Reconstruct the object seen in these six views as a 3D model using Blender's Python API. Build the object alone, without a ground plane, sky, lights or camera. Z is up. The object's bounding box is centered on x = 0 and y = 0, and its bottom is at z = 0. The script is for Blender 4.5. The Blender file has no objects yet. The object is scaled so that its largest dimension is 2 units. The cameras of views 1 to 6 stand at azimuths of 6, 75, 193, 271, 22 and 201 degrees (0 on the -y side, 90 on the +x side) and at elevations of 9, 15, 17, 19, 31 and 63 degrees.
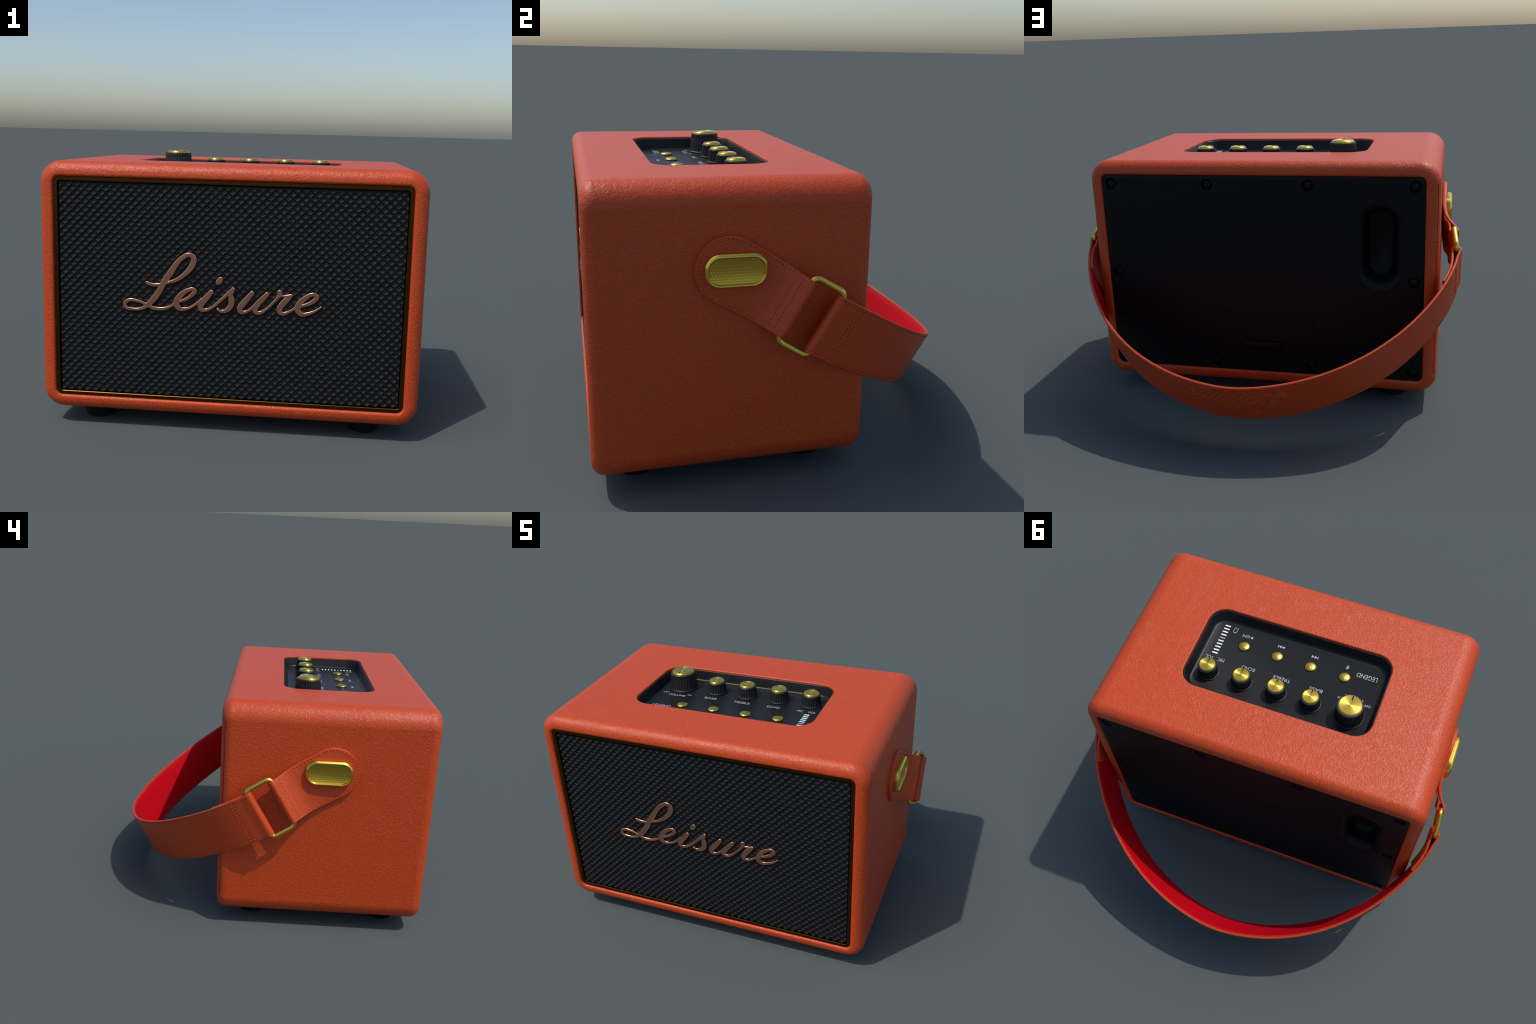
# A leather covered portable speaker: cabinet, woven grille, script emblem, control deck,
# back panel and a carrying strap hung on two metal loops.
import bpy, bmesh, math, random
import numpy as np
from mathutils import Vector, Matrix

random.seed(7)
RNG = np.random.default_rng(7)
pi = math.pi

# ------------------------------------------------------------------ overall sizes (metres)
HALF_X = 0.8945                     # cabinet half width
Y_FRONT, Y_BACK = -0.867, 0.254    # cabinet depth
Z_LOW, Z_TOP = 0.079, 1.268        # cabinet bottom / top
ZC, HALF_Z = (Z_LOW + Z_TOP) / 2, (Z_TOP - Z_LOW) / 2
CORNER = 0.101                     # corner radius seen from the front
OPENING = 0.070                    # width of the leather border round front and back
DECK_Z = 1.2025                    # floor of the control recess
DECK_X, DECK_Y0, DECK_Y1 = 0.5045, -0.561, -0.0565

# ------------------------------------------------------------------ node material helpers
def new_mat(name):
    m = bpy.data.materials.new(name)
    m.use_nodes = True
    nt = m.node_tree
    b = nt.nodes['Principled BSDF']
    return m, nt, b

def node(nt, kind, **kw):
    n = nt.nodes.new(kind)
    for k, v in kw.items():
        if k in n.inputs:
            n.inputs[k].default_value = v
        else:
            setattr(n, k, v)
    return n

def coords(nt, scale=(1, 1, 1), rot=(0, 0, 0)):
    tc = node(nt, 'ShaderNodeTexCoord')
    mp = node(nt, 'ShaderNodeMapping')
    mp.inputs['Scale'].default_value = scale
    mp.inputs['Rotation'].default_value = rot
    nt.links.new(tc.outputs['Object'], mp.inputs['Vector'])
    return mp.outputs['Vector']

def math_node(nt, op, a, b=None, clamp=False):
    n = node(nt, 'ShaderNodeMath', operation=op, use_clamp=clamp)
    for i, v in enumerate((a, b)):
        if v is None:
            continue
        if isinstance(v, (int, float)):
            n.inputs[i].default_value = v
        else:
            nt.links.new(v, n.inputs[i])
    return n.outputs[0]

def ramp(nt, fac, stops):
    r = node(nt, 'ShaderNodeValToRGB')
    el = r.color_ramp.elements
    while len(el) < len(stops):
        el.new(0.5)
    for e, (p, c) in zip(el, stops):
        e.position = p
        e.color = (*c, 1) if len(c) == 3 else c
    nt.links.new(fac, r.inputs['Fac'])
    return r.outputs['Color']

def bump(nt, b, height, strength, dist):
    n = node(nt, 'ShaderNodeBump')
    n.inputs['Strength'].default_value = strength
    n.inputs['Distance'].default_value = dist
    nt.links.new(height, n.inputs['Height'])
    nt.links.new(n.outputs['Normal'], b.inputs['Normal'])

def leather(name, base, grain=1.0, strength=0.5, rough=0.45, spec=0.5):
    """pebbled hide: short curling creases of uneven depth over a fine pore noise"""
    m, nt, b = new_mat(name)
    v = coords(nt)
    nz = node(nt, 'ShaderNodeTexNoise', Scale=17.0 * grain, Detail=3.0)
    nt.links.new(v, nz.inputs['Vector'])
    mixv = node(nt, 'ShaderNodeMix', data_type='VECTOR')
    mixv.inputs['Factor'].default_value = 0.055
    nt.links.new(v, mixv.inputs['A'])
    nt.links.new(nz.outputs['Color'], mixv.inputs['B'])
    # thin valleys where a noise crosses its mean
    def valley(scale, width, seed):
        n = node(nt, 'ShaderNodeTexNoise', noise_dimensions='4D', Scale=scale * grain, Detail=1.5, W=seed)
        nt.links.new(mixv.outputs['Result'], n.inputs['Vector'])
        d = math_node(nt, 'ABSOLUTE', math_node(nt, 'SUBTRACT', n.outputs['Fac'], 0.5))
        q = math_node(nt, 'MULTIPLY', d, 1.0 / width)
        return math_node(nt, 'SUBTRACT', 1.0, math_node(nt, 'EXPONENT', math_node(nt, 'MULTIPLY', math_node(nt, 'MULTIPLY', q, q), -1.0)))
    va = valley(62.0, 0.060, 0.3)
    vb = valley(98.0, 0.075, 4.1)
    vo = node(nt, 'ShaderNodeTexVoronoi', feature='SMOOTH_F1', Scale=115.0 * grain)
    nt.links.new(mixv.outputs['Result'], vo.inputs['Vector'])
    n2 = node(nt, 'ShaderNodeTexNoise', Scale=130.0 * grain, Detail=4.0, Roughness=0.6)
    nt.links.new(v, n2.inputs['Vector'])
    n3 = node(nt, 'ShaderNodeTexNoise', Scale=7.0, Detail=3.0)
    nt.links.new(v, n3.inputs['Vector'])
    patch = math_node(nt, 'MULTIPLY', math_node(nt, 'SUBTRACT', n3.outputs['Fac'], 0.28), 2.4, clamp=True)
    creases = math_node(nt, 'ADD', math_node(nt, 'MULTIPLY', va, 0.55), math_node(nt, 'MULTIPLY', vb, 0.45))
    h = math_node(nt, 'MULTIPLY', creases, math_node(nt, 'ADD', math_node(nt, 'MULTIPLY', patch, 0.7), 0.3))
    h = math_node(nt, 'ADD', h, math_node(nt, 'MULTIPLY', n2.outputs['Fac'], 0.40))
    h = math_node(nt, 'SUBTRACT', h, math_node(nt, 'MULTIPLY', vo.outputs['Distance'], 0.30))
    bump(nt, b, h, strength, 0.006)
    lo = tuple(c * 0.86 for c in base)
    hi = tuple(min(1, c * 1.05) for c in base)
    f = math_node(nt, 'ADD', math_node(nt, 'MULTIPLY', n2.outputs['Fac'], 0.5), math_node(nt, 'MULTIPLY', creases, 0.4))
    nt.links.new(ramp(nt, f, [(0.2, lo), (0.6, hi)]), b.inputs['Base Color'])
    b.inputs['Roughness'].default_value = rough
    b.inputs['Specular IOR Level'].default_value = spec
    return m

def plain(name, base, rough=0.5, metal=0.0, spec=0.5, noise=None, noise_strength=0.1, noise_dist=0.001):
    m, nt, b = new_mat(name)
    v = coords(nt)
    n = node(nt, 'ShaderNodeTexNoise', Scale=noise or 120.0, Detail=3.0)
    nt.links.new(v, n.inputs['Vector'])
    col = ramp(nt, n.outputs['Fac'], [(0.3, tuple(c * 0.93 for c in base)), (0.7, tuple(min(1, c * 1.07) for c in base))])
    nt.links.new(col, b.inputs['Base Color'])
    b.inputs['Roughness'].default_value = rough
    b.inputs['Metallic'].default_value = metal
    b.inputs['Specular IOR Level'].default_value = spec
    if noise:
        bump(nt, b, n.outputs['Fac'], noise_strength, noise_dist)
    return m

ORANGE = (0.545, 0.060, 0.009)
GOLD = (0.80, 0.56, 0.09)
M_LEATHER = leather('orange_leather', ORANGE, 1.0, 0.29, 0.43, 0.45)
M_STRAP = leather('strap_leather', ORANGE, 1.5, 0.12, 0.48, 0.42)
M_TAB = leather('tab_leather', ORANGE, 1.2, 0.24, 0.46, 0.45)
M_THREAD = plain('orange_thread', (0.60, 0.078, 0.016), 0.6)
M_LINING = plain('red_lining', (0.58, 0.001, 0.010), 0.6, spec=0.15, noise=300.0, noise_strength=0.05)
M_GOLD = plain('brass', GOLD, 0.28, 1.0)
M_TRIM = plain('dark_brass', (0.12, 0.050, 0.012), 0.24, 1.0)
M_COPPER = plain('copper', (0.76, 0.36, 0.235), 0.26, 1.0)
M_BLACK = plain('black_plastic', (0.0095, 0.0097, 0.0102), 0.42, spec=0.33, noise=500.0, noise_strength=0.06)
M_KNOB = plain('knob_plastic', (0.012, 0.012, 0.013), 0.45)
M_BACK = plain('back_plastic', (0.0045, 0.0047, 0.005), 0.45, spec=0.17)
M_SCREW = plain('screw_black', (0.0035, 0.0035, 0.004), 0.5, spec=0.2)
M_RUBBER = plain('rubber', (0.006, 0.006, 0.006), 0.7, spec=0.2)
M_WHITE = plain('white_print', (0.82, 0.84, 0.86), 0.5)
M_GREY = plain('dim_light', (0.32, 0.33, 0.35), 0.5)
M_PRINT = plain('grey_print', (0.46, 0.47, 0.48), 0.5)
M_INK = plain('black_ink', (0.004, 0.004, 0.004), 0.6, spec=0.2)
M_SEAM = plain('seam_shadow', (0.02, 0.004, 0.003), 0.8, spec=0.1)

def spun_gold():
    """brushed cap: anisotropic, tangent running round the axis"""
    m, nt, b = new_mat('spun_brass')
    tc = node(nt, 'ShaderNodeTexCoord')
    sep = node(nt, 'ShaderNodeSeparateXYZ')
    nt.links.new(tc.outputs['Object'], sep.inputs[0])
    r2 = math_node(nt, 'ADD', math_node(nt, 'MULTIPLY', sep.outputs[0], sep.outputs[0]), math_node(nt, 'MULTIPLY', sep.outputs[1], sep.outputs[1]))
    r = math_node(nt, 'SQRT', r2)
    n = node(nt, 'ShaderNodeTexNoise', noise_dimensions='1D', Scale=900.0, Detail=2.0)
    nt.links.new(r, n.inputs['W'])
    col = ramp(nt, n.outputs['Fac'], [(0.3, (0.74, 0.50, 0.075)), (0.7, (0.86, 0.62, 0.11))])
    nt.links.new(col, b.inputs['Base Color'])
    b.inputs['Metallic'].default_value = 1.0
    b.inputs['Roughness'].default_value = 0.34
    b.inputs['Anisotropic'].default_value = 0.8
    b.inputs['Anisotropic Rotation'].default_value = 0.25
    tg = node(nt, 'ShaderNodeTangent', direction_type='RADIAL', axis='Z')
    nt.links.new(tg.outputs[0], b.inputs['Tangent'])
    return m
M_SPUN = spun_gold()

def hammered_gold():
    m, nt, b = new_mat('hammered_brass')
    v = coords(nt)
    n = node(nt, 'ShaderNodeTexVoronoi', feature='SMOOTH_F1', Scale=210.0)
    nt.links.new(v, n.inputs['Vector'])
    b.inputs['Base Color'].default_value = (*GOLD, 1)
    b.inputs['Metallic'].default_value = 1.0
    b.inputs['Roughness'].default_value = 0.25
    bump(nt, b, n.outputs['Distance'], 0.35, 0.003)
    return m
M_HAMMER = hammered_gold()

def honeycomb_gold():
    """three sets of ridges at 60 degrees in the y z plane"""
    m, nt, b = new_mat('honeycomb_brass')
    tc = node(nt, 'ShaderNodeTexCoord')
    total = None
    for k in range(3):
        mp = node(nt, 'ShaderNodeMapping')
        mp.inputs['Rotation'].default_value = (k * pi / 3 + pi / 6, 0, 0)
        nt.links.new(tc.outputs['Object'], mp.inputs['Vector'])
        sp = node(nt, 'ShaderNodeSeparateXYZ')
        nt.links.new(mp.outputs[0], sp.inputs[0])
        c = math_node(nt, 'COSINE', math_node(nt, 'MULTIPLY', sp.outputs[1], 2 * pi / 0.0115))
        total = c if total is None else math_node(nt, 'ADD', total, c)
    h = math_node(nt, 'ADD', math_node(nt, 'MULTIPLY', total, -0.5), 0.25, clamp=True)
    col = ramp(nt, h, [(0.25, (0.66, 0.50, 0.085)), (0.8, (0.74, 0.38, 0.035))])
    nt.links.new(col, b.inputs['Base Color'])
    b.inputs['Metallic'].default_value = 1.0
    b.inputs['Roughness'].default_value = 0.36
    bump(nt, b, h, 0.25, 0.0015)
    return m
M_COMB = honeycomb_gold()

def cloth():
    """charcoal yarn: fine crossed threads along the two diagonals of the weave"""
    m, nt, b = new_mat('charcoal_weave')
    tc = node(nt, 'ShaderNodeTexCoord')
    waves = []
    for s in (1, -1):
        mp = node(nt, 'ShaderNodeMapping')
        mp.inputs['Rotation'].default_value = (0, s * pi / 4, 0)
        nt.links.new(tc.outputs['Object'], mp.inputs['Vector'])
        w = node(nt, 'ShaderNodeTexWave', wave_type='BANDS', bands_direction='X', Scale=52.0, Distortion=1.5, Detail=1.0)
        w.inputs['Detail Scale'].default_value = 3.0
        nt.links.new(mp.outputs[0], w.inputs['Vector'])
        waves.append(w.outputs['Fac'])
    threads = math_node(nt, 'MULTIPLY', waves[0], waves[1])
    n = node(nt, 'ShaderNodeTexNoise', Scale=340.0, Detail=3.0)
    nt.links.new(tc.outputs['Object'], n.inputs['Vector'])
    f = math_node(nt, 'ADD', math_node(nt, 'MULTIPLY', threads, 0.5), math_node(nt, 'MULTIPLY', n.outputs['Fac'], 0.5))
    col = ramp(nt, f, [(0.28, (0.0022, 0.0025, 0.0028)), (0.66, (0.0125, 0.0128, 0.0130))])
    nt.links.new(col, b.inputs['Base Color'])
    b.inputs['Roughness'].default_value = 0.58
    b.inputs['Specular IOR Level'].default_value = 0.35
    bump(nt, b, f, 0.5, 0.0022)
    return m
M_CLOTH = cloth()
M_STRAND = plain('black_strand', (0.0035, 0.0036, 0.0040), 0.55, spec=0.2, noise=400.0, noise_strength=0.12)  # near-black tone of the lines between the cloth patches

# ------------------------------------------------------------------ object helpers
ROOT = bpy.data.objects.new('portable_speaker', None)
ROOT.empty_display_size = 0.1
bpy.context.scene.collection.objects.link(ROOT)
ROOT['label'] = 'orange leather portable speaker with black woven grille and strap'
ROOT['category'] = 'portable speaker'

def mesh_from(name, verts, faces, mat, angle=35, fix=True):
    me = bpy.data.meshes.new(name)
    me.from_pydata([tuple(map(float, v)) for v in verts], [], [tuple(f) for f in faces])
    if fix:
        bm = bmesh.new()
        bm.from_mesh(me)
        bmesh.ops.remove_doubles(bm, verts=bm.verts, dist=1e-6)
        bmesh.ops.recalc_face_normals(bm, faces=bm.faces)
        bm.to_mesh(me)
        bm.free()
    me.materials.append(mat)
    smooth(me, angle)
    return me

def smooth(me, angle=35):
    me.polygons.foreach_set('use_smooth', [True] * len(me.polygons))
    me.set_sharp_from_angle(angle=math.radians(angle))

def put(name, me, parent=None, loc=(0, 0, 0), rot=(0, 0, 0)):
    o = bpy.data.objects.new(name, me)
    o.location = loc
    o.rotation_euler = rot
    bpy.context.scene.collection.objects.link(o)
    o.parent = parent or ROOT
    return o

def join_data(parts):
    V, F = [], []
    for v, f in parts:
        k = len(V)
        V.extend(v)
        F.extend([tuple(i + k for i in q) for q in f])
    return V, F

def rrect(hx, hy, r, n=10):
    """rounded rectangle outline, counter-clockwise, n+1 points per corner"""
    r = max(min(r, hx, hy), 1e-4)
    out = []
    for sx, sy, a0 in ((1, 1, 0), (-1, 1, pi / 2), (-1, -1, pi), (1, -1, 1.5 * pi)):
        for i in range(n + 1):
            a = a0 + i * pi / 2 / n
            out.append((sx * (hx - r) + r * math.cos(a), sy * (hy - r) + r * math.sin(a)))
    return out

def frame_sweep(profile, hx, hy, r, place, n=10, closed=False, caps=(False, False)):
    """profile of (inset, height) carried round a rounded rectangle; place(a, b, h) gives xyz"""
    loops = [[place(a, b, h) for a, b in rrect(hx - o, hy - o, r - o, n)] for o, h in profile]
    m = len(loops[0])
    V = [p for l in loops for p in l]
    F = []
    for k in range(len(loops) - (0 if closed else 1)):
        k2 = (k + 1) % len(loops)
        for i in range(m):
            j = (i + 1) % m
            F.append((k * m + i, k * m + j, k2 * m + j, k2 * m + i))
    if caps[0]:
        F.append(tuple(range(m))[::-1])
    if caps[1]:
        F.append(tuple(range((len(loops) - 1) * m, len(loops) * m)))
    return V, F

def lathe(profile, n=48, flute=None):
    """profile of (radius, z); flute(radius, row, angle) may change the radius"""
    V, F = [], []
    for k, (r, z) in enumerate(profile):
        for i in range(n):
            a = 2 * pi * i / n
            rr = flute(r, k, i) if flute else r
            V.append((rr * math.cos(a), rr * math.sin(a), z))
    for k in range(len(profile) - 1):
        for i in range(n):
            j = (i + 1) % n
            F.append((k * n + i, k * n + j, (k + 1) * n + j, (k + 1) * n + i))
    F.append(tuple(range(n))[::-1])
    F.append(tuple(range((len(profile) - 1) * n, len(profile) * n)))
    return V, F

def arc(cx, cy, r, a0, a1, n):
    return [(cx + r * math.cos(math.radians(a0 + (a1 - a0) * i / n)), cy + r * math.sin(math.radians(a0 + (a1 - a0) * i / n))) for i in range(n + 1)]

def catmull(pts, step):
    """dense resampling of a control polygon, any number of columns"""
    P = np.array(pts, float)
    P = np.vstack([2 * P[0] - P[1], P, 2 * P[-1] - P[-2]])
    out = []
    for i in range(1, len(P) - 2):
        a, b, c, d = P[i - 1:i + 3]
        n = max(2, int(np.linalg.norm((c - b)[:2]) / step))
        for t in np.linspace(0, 1, n, endpoint=False):
            out.append(0.5 * (2 * b + (c - a) * t + (2 * a - 5 * b + 4 * c - d) * t ** 2 + (3 * b - a - 3 * c + d) * t ** 3))
    out.append(P[-2])
    return np.array(out)

def boolean_cut(obj, cutters):
    for c in cutters:
        md = obj.modifiers.new('cut', 'BOOLEAN')
        md.operation = 'DIFFERENCE'
        md.solver = 'EXACT'
        md.object = c
    dg = bpy.context.evaluated_depsgraph_get()
    me = bpy.data.meshes.new_from_object(obj.evaluated_get(dg))
    obj.modifiers.clear()
    obj.data = me
    for c in cutters:
        bpy.data.objects.remove(c)
    return me

# ------------------------------------------------------------------ cabinet
R1, R2 = 0.054, 0.012     # outer round-over, small inner round-over of the leather border
def edge_profile(y, sign):
    """round-over from the outside (inset 0) to the opening; sign -1 front, +1 back"""
    p = []
    for i in range(11):
        a = math.radians(90 * i / 10)
        p.append((R1 - R1 * math.cos(a), y - sign * (R1 - R1 * math.sin(a))))
    for i in range(6):
        a = math.radians(90 * i / 5)
        p.append((OPENING - R2 + R2 * math.sin(a), y - sign * (R2 - R2 * math.cos(a))))
    return p
front = edge_profile(Y_FRONT, -1)
back = edge_profile(Y_BACK, 1)
profile = front[::-1] + back          # inner front edge -> outside -> inner back edge
V, F = frame_sweep(profile, HALF_X, HALF_Z, CORNER, lambda a, b, h: (a, h, ZC + b), n=14, closed=True)
cabinet = put('cabinet', mesh_from('cabinet', V, F, M_LEATHER, 40))
# flared cutter leaves a rounded leather lip round the control recess
LIP = 0.007
dcx, dcy = 0.0, (DECK_Y0 + DECK_Y1) / 2
dhy = (DECK_Y1 - DECK_Y0) / 2
prof = [(-LIP - 0.006, Z_TOP + 0.02), (-LIP - 0.0005, Z_TOP + 0.0008)]
prof += [(-LIP + LIP * math.sin(math.radians(a)), Z_TOP - LIP + LIP * math.cos(math.radians(a))) for a in range(0, 91, 15)][1:]
prof += [(0, Z_TOP - 0.2)]
V, F = frame_sweep(prof, DECK_X, dhy, 0.092, lambda a, b, h: (a, dcy + b, h), n=12, caps=(True, True))
cut = put('cutter', mesh_from('cutter', V, F, M_LEATHER, 40))
me = boolean_cut(cabinet, [cut])
smooth(me, 40)
wn = cabinet.modifiers.new('weighted', 'WEIGHTED_NORMAL')
wn.keep_sharp = True
wn.weight = 80

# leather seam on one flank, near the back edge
aa = math.radians(40)
sx = -(HALF_X - R1 + R1 * math.sin(pi / 2 - aa) + 0.0003)
sy = Y_BACK - R1 + R1 * math.sin(aa)
V, F = [], []
for i, zz in enumerate(np.linspace(0.19, 1.165, 30)):
    for da in (-0.022, 0.022):
        a2 = aa + da
        V.append((-(HALF_X - R1 + (R1 + 0.0005) * math.cos(a2)), Y_BACK - R1 + (R1 + 0.0005) * math.sin(a2), zz))
    if i:
        F.append((2 * i - 2, 2 * i - 1, 2 * i + 1, 2 * i))
put('leather_seam', mesh_from('leather_seam', V, F, M_SEAM), cabinet)

# ------------------------------------------------------------------ front trim and grille
TX, TZ = HALF_X - OPENING - 0.0005, HALF_Z - OPENING - 0.0005
TR = CORNER - OPENING
YT = Y_FRONT + 0.010
place_front = lambda a, b, h: (a, h, ZC + b)
trim_prof = [(0, YT + 0.05), (0, YT + 0.0015), (0.0015, YT), (0.0165, YT), (0.019, YT + 0.002), (0.020, YT + 0.005), (0.020, YT + 0.05)]
V, F = frame_sweep(trim_prof, TX, TZ, TR, place_front, n=10, closed=True)
put('trim_frame', mesh_from('trim_frame', V, F, M_TRIM, 30))

# near-black lattice of diagonal strands; every diamond opening shows a dished patch of cloth
PITCH = 0.0392
PH_P, PH_Q = 0.058, -0.505
gx, gz = TX - 0.0240, TZ - 0.0240
Y_MESH = Y_FRONT + 0.0150        # front of the strands
Y_CLOTH = Y_FRONT + 0.0225       # bottom of the openings
NA = 32
ang = np.arange(NA) * 2 * pi / NA
ca, sa = np.cos(ang), np.sin(ang)
edge_r = 1 / np.maximum(np.abs(ca), np.abs(sa))
def opening(fp, fq):
    """level function of the opening: flat upper sides, rounded lower tip"""
    low = (fq - fp) / 2
    lower = np.maximum(-fp, fq) + 2.8 * np.clip(np.hypot(fp, fq) - 0.78, 0, 1) * np.clip(low, 0, 1)
    return np.maximum(np.maximum(fp, -fq) + 0.02, lower)
lo_, hi_ = np.zeros(NA), edge_r.copy()
for _ in range(30):
    mid = (lo_ + hi_) / 2
    inside = opening(mid * ca, mid * sa) < 0.83
    lo_, hi_ = np.where(inside, mid, lo_), np.where(inside, hi_, mid)
pit = lo_
low_dir = np.clip((sa - ca) / math.sqrt(2), 0, 1)        # 1 towards the lower tip
def cell_rings(rings):
    """rings of (radius per direction, y per direction) -> template points (fp, fq, y)"""
    return np.concatenate([np.stack([r * ca, r * sa, np.broadcast_to(y, NA)], 1) for r, y in rings])
strand = cell_rings([(edge_r, Y_MESH), (np.minimum(pit * 1.08, (pit + edge_r) / 2), Y_MESH + 0.0004), (pit * 1.02, Y_MESH + 0.0014), (pit, Y_MESH + 0.0028), (pit * 0.985, Y_CLOTH + 0.003)])
def dished(f):
    """cloth lies flat under the strand above and curls out to a lip at the rounded lower end"""
    r = pit * f
    t = np.clip((r * (sa - ca) / 2 + 1) / 2, 0, 1)
    return (r, Y_CLOTH - 0.0022 * t - 0.0052 * low_dir ** 0.8 * f ** 5 - 0.0006 * np.cos(np.clip(r, 0, 1) * 1.5))
patch = cell_rings([dished(f) for f in (1.03, 0.97, 0.90, 0.80, 0.68, 0.52, 0.34, 0.16, 0.02)])
pr = np.arange(-90, 91)
IP, IQ = np.meshgrid(pr, pr)
IP, IQ = IP.ravel(), IQ.ravel()
def lattice_xz(p, q):
    return PITCH * ((p + PH_P) + (q + PH_Q)) / 2, PITCH * ((p + PH_P) - (q + PH_Q)) / 2
cx_, cz_ = lattice_xz(IP + 0.5, IQ + 0.5)
ok = (np.abs(cx_) < gx + PITCH * 0.42) & (np.abs(cz_ - ZC) < gz + PITCH * 0.42)
IP, IQ = IP[ok], IQ[ok]
def fill(template, name, mat, jitter):
    n, m = len(IP), len(template)
    p = IP[:, None] + (template[None, :, 0] + 1) / 2
    q = IQ[:, None] + (template[None, :, 1] + 1) / 2
    x, z = lattice_xz(p, q)
    y = template[None, :, 2] + jitter * (RNG.random((n, 1)) - 0.5) + 0 * x
    V = np.stack([np.clip(x, -gx, gx), y, np.clip(z, ZC - gz, ZC + gz)], -1).reshape(-1, 3)
    k = m // NA
    i = np.arange(NA)
    one = np.concatenate([np.stack([r * NA + i, r * NA + (i + 1) % NA, (r + 1) * NA + (i + 1) % NA, (r + 1) * NA + i], 1) for r in range(k - 1)])
    F = (one[None] + (np.arange(n) * m)[:, None, None]).reshape(-1, 4)
    me = mesh_from(name, V, F, mat, 50, fix=False)
    bm = bmesh.new()
    bm.from_mesh(me)
    bmesh.ops.remove_doubles(bm, verts=bm.verts, dist=2e-5)
    bmesh.ops.dissolve_degenerate(bm, edges=bm.edges, dist=1e-6)
    bmesh.ops.recalc_face_normals(bm, faces=bm.faces)
    bm.to_mesh(me)
    bm.free()
    smooth(me, 50)
    o = put(name, me)
    o['kind'] = 'stuff'
    return o
fill(strand, 'grille', M_STRAND, 0.0)
fill(patch, 'speaker_cloth', M_CLOTH, 0.0012)
# dark board right behind the cloth
V, F = frame_sweep([(0, Y_CLOTH + 0.010), (0, Y_CLOTH + 0.03)], TX, TZ, TR, place_front, n=6, caps=(True, True))
put('baffle', mesh_from('baffle', V, F, M_INK))

# ------------------------------------------------------------------ script emblem
# pen strokes: (x, height above the emblem's middle, pen width) in millimetres
STROKES = {
    'capital': [(-379, -7, 15), (-356, -14, 16), (-333, -14, 13), (-305, -8, 12), (-273, 1, 13), (-241, 13, 17), (-204, 39, 20),
                (-173, 74, 26), (-160, 105, 27), (-165, 125, 24), (-185, 133, 19), (-207, 123, 21), (-237, 95, 24), (-269, 47, 27),
                (-299, 0, 28), (-324, -48, 28), (-349, -84, 28), (-373, -108, 23), (-394, -125, 16), (-419, -134, 13), (-450, -135, 13),
                (-477, -130, 16), (-486, -114, 18), (-477, -98, 17), (-454, -91, 14), (-422, -95, 12), (-394, -105, 13), (-370, -116, 16),
                (-347, -126, 17), (-319, -128, 16), (-291, -124, 14), (-266, -113, 12), (-247, -98, 14)],
    'loop': [(-236, -92, 12), (-217, -86, 12), (-192, -74, 14), (-169, -57, 17), (-155, -40, 20), (-158, -30, 18), (-172, -28, 16),
             (-199, -40, 20), (-226, -64, 24), (-239, -91, 28), (-237, -110, 27), (-223, -123, 21), (-202, -124, 15), (-175, -116, 13),
             (-148, -98, 12), (-123, -76, 12)],
    'stem': [(-76, -37, 20), (-93, -58, 26), (-116, -85, 28), (-126, -106, 27), (-123, -120, 23), (-108, -125, 17), (-88, -120, 13),
             (-60, -101, 13), (-29, -72, 14), (1, -42, 15), (26, -19, 16)],
    'dot': [(-47, 7, 19), (-40, 16, 27), (-33, 25, 21)],
    'hook': [(22, -28, 17), (15, -46, 19), (17, -69, 27), (17, -93, 27), (6, -113, 23), (-13, -125, 17), (-31, -126, 14), (-45, -118, 13)],
    'cup': [(113, -35, 20), (90, -64, 25), (66, -93, 26), (57, -114, 24), (66, -126, 19), (87, -124, 14), (109, -109, 13), (136, -82, 14), (153, -63, 15)],
    'cup_tail': [(182, -37, 20), (158, -64, 25), (134, -92, 26), (128, -115, 23), (137, -125, 19), (157, -123, 15), (181, -106, 13),
                 (208, -79, 13), (229, -54, 14), (240, -36, 19), (241, -25, 24)],
    'shoulder': [(240, -36, 17), (252, -41, 12), (270, -41, 11), (294, -37, 12), (290, -43, 15), (274, -58, 25), (251, -84, 27),
                 (241, -105, 25), (246, -121, 21), (266, -123, 15), (290, -112, 12), (314, -95, 12)],
    'loop_tail': [(332, -88, 12), (356, -80, 13), (388, -65, 17), (410, -44, 21), (406, -31, 18), (389, -28, 16), (360, -44, 20),
                  (336, -68, 25), (324, -94, 28), (329, -113, 25), (347, -124, 19), (371, -120, 15), (398, -109, 12), (420, -95, 9), (432, -85, 6)],
}
BRACKETS = {'under_dot': [(-75, -37, 17), (-49, 6, 17)], 'link': [(22, -106, 17), (59, -108, 17)]}

def pen_samples(strokes, step=0.9):
    return (np.vstack([catmull(s, step) for s in strokes.values()]) + np.array([0, 0, 1.4])) / 1000.0

def stroke_field(samples, X, Z):
    """signed distance to the inked area, positive inside (metres)"""
    f = np.full(X.shape, -1.0)
    for x, z, w in samples:
        r = w / 2
        near = (np.abs(X - x) < r + 0.012) & (np.abs(Z - z) < r + 0.012)
        if near.any():
            f[near] = np.maximum(f[near], r - np.hypot(X[near] - x, Z[near] - z))
    return f

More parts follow.
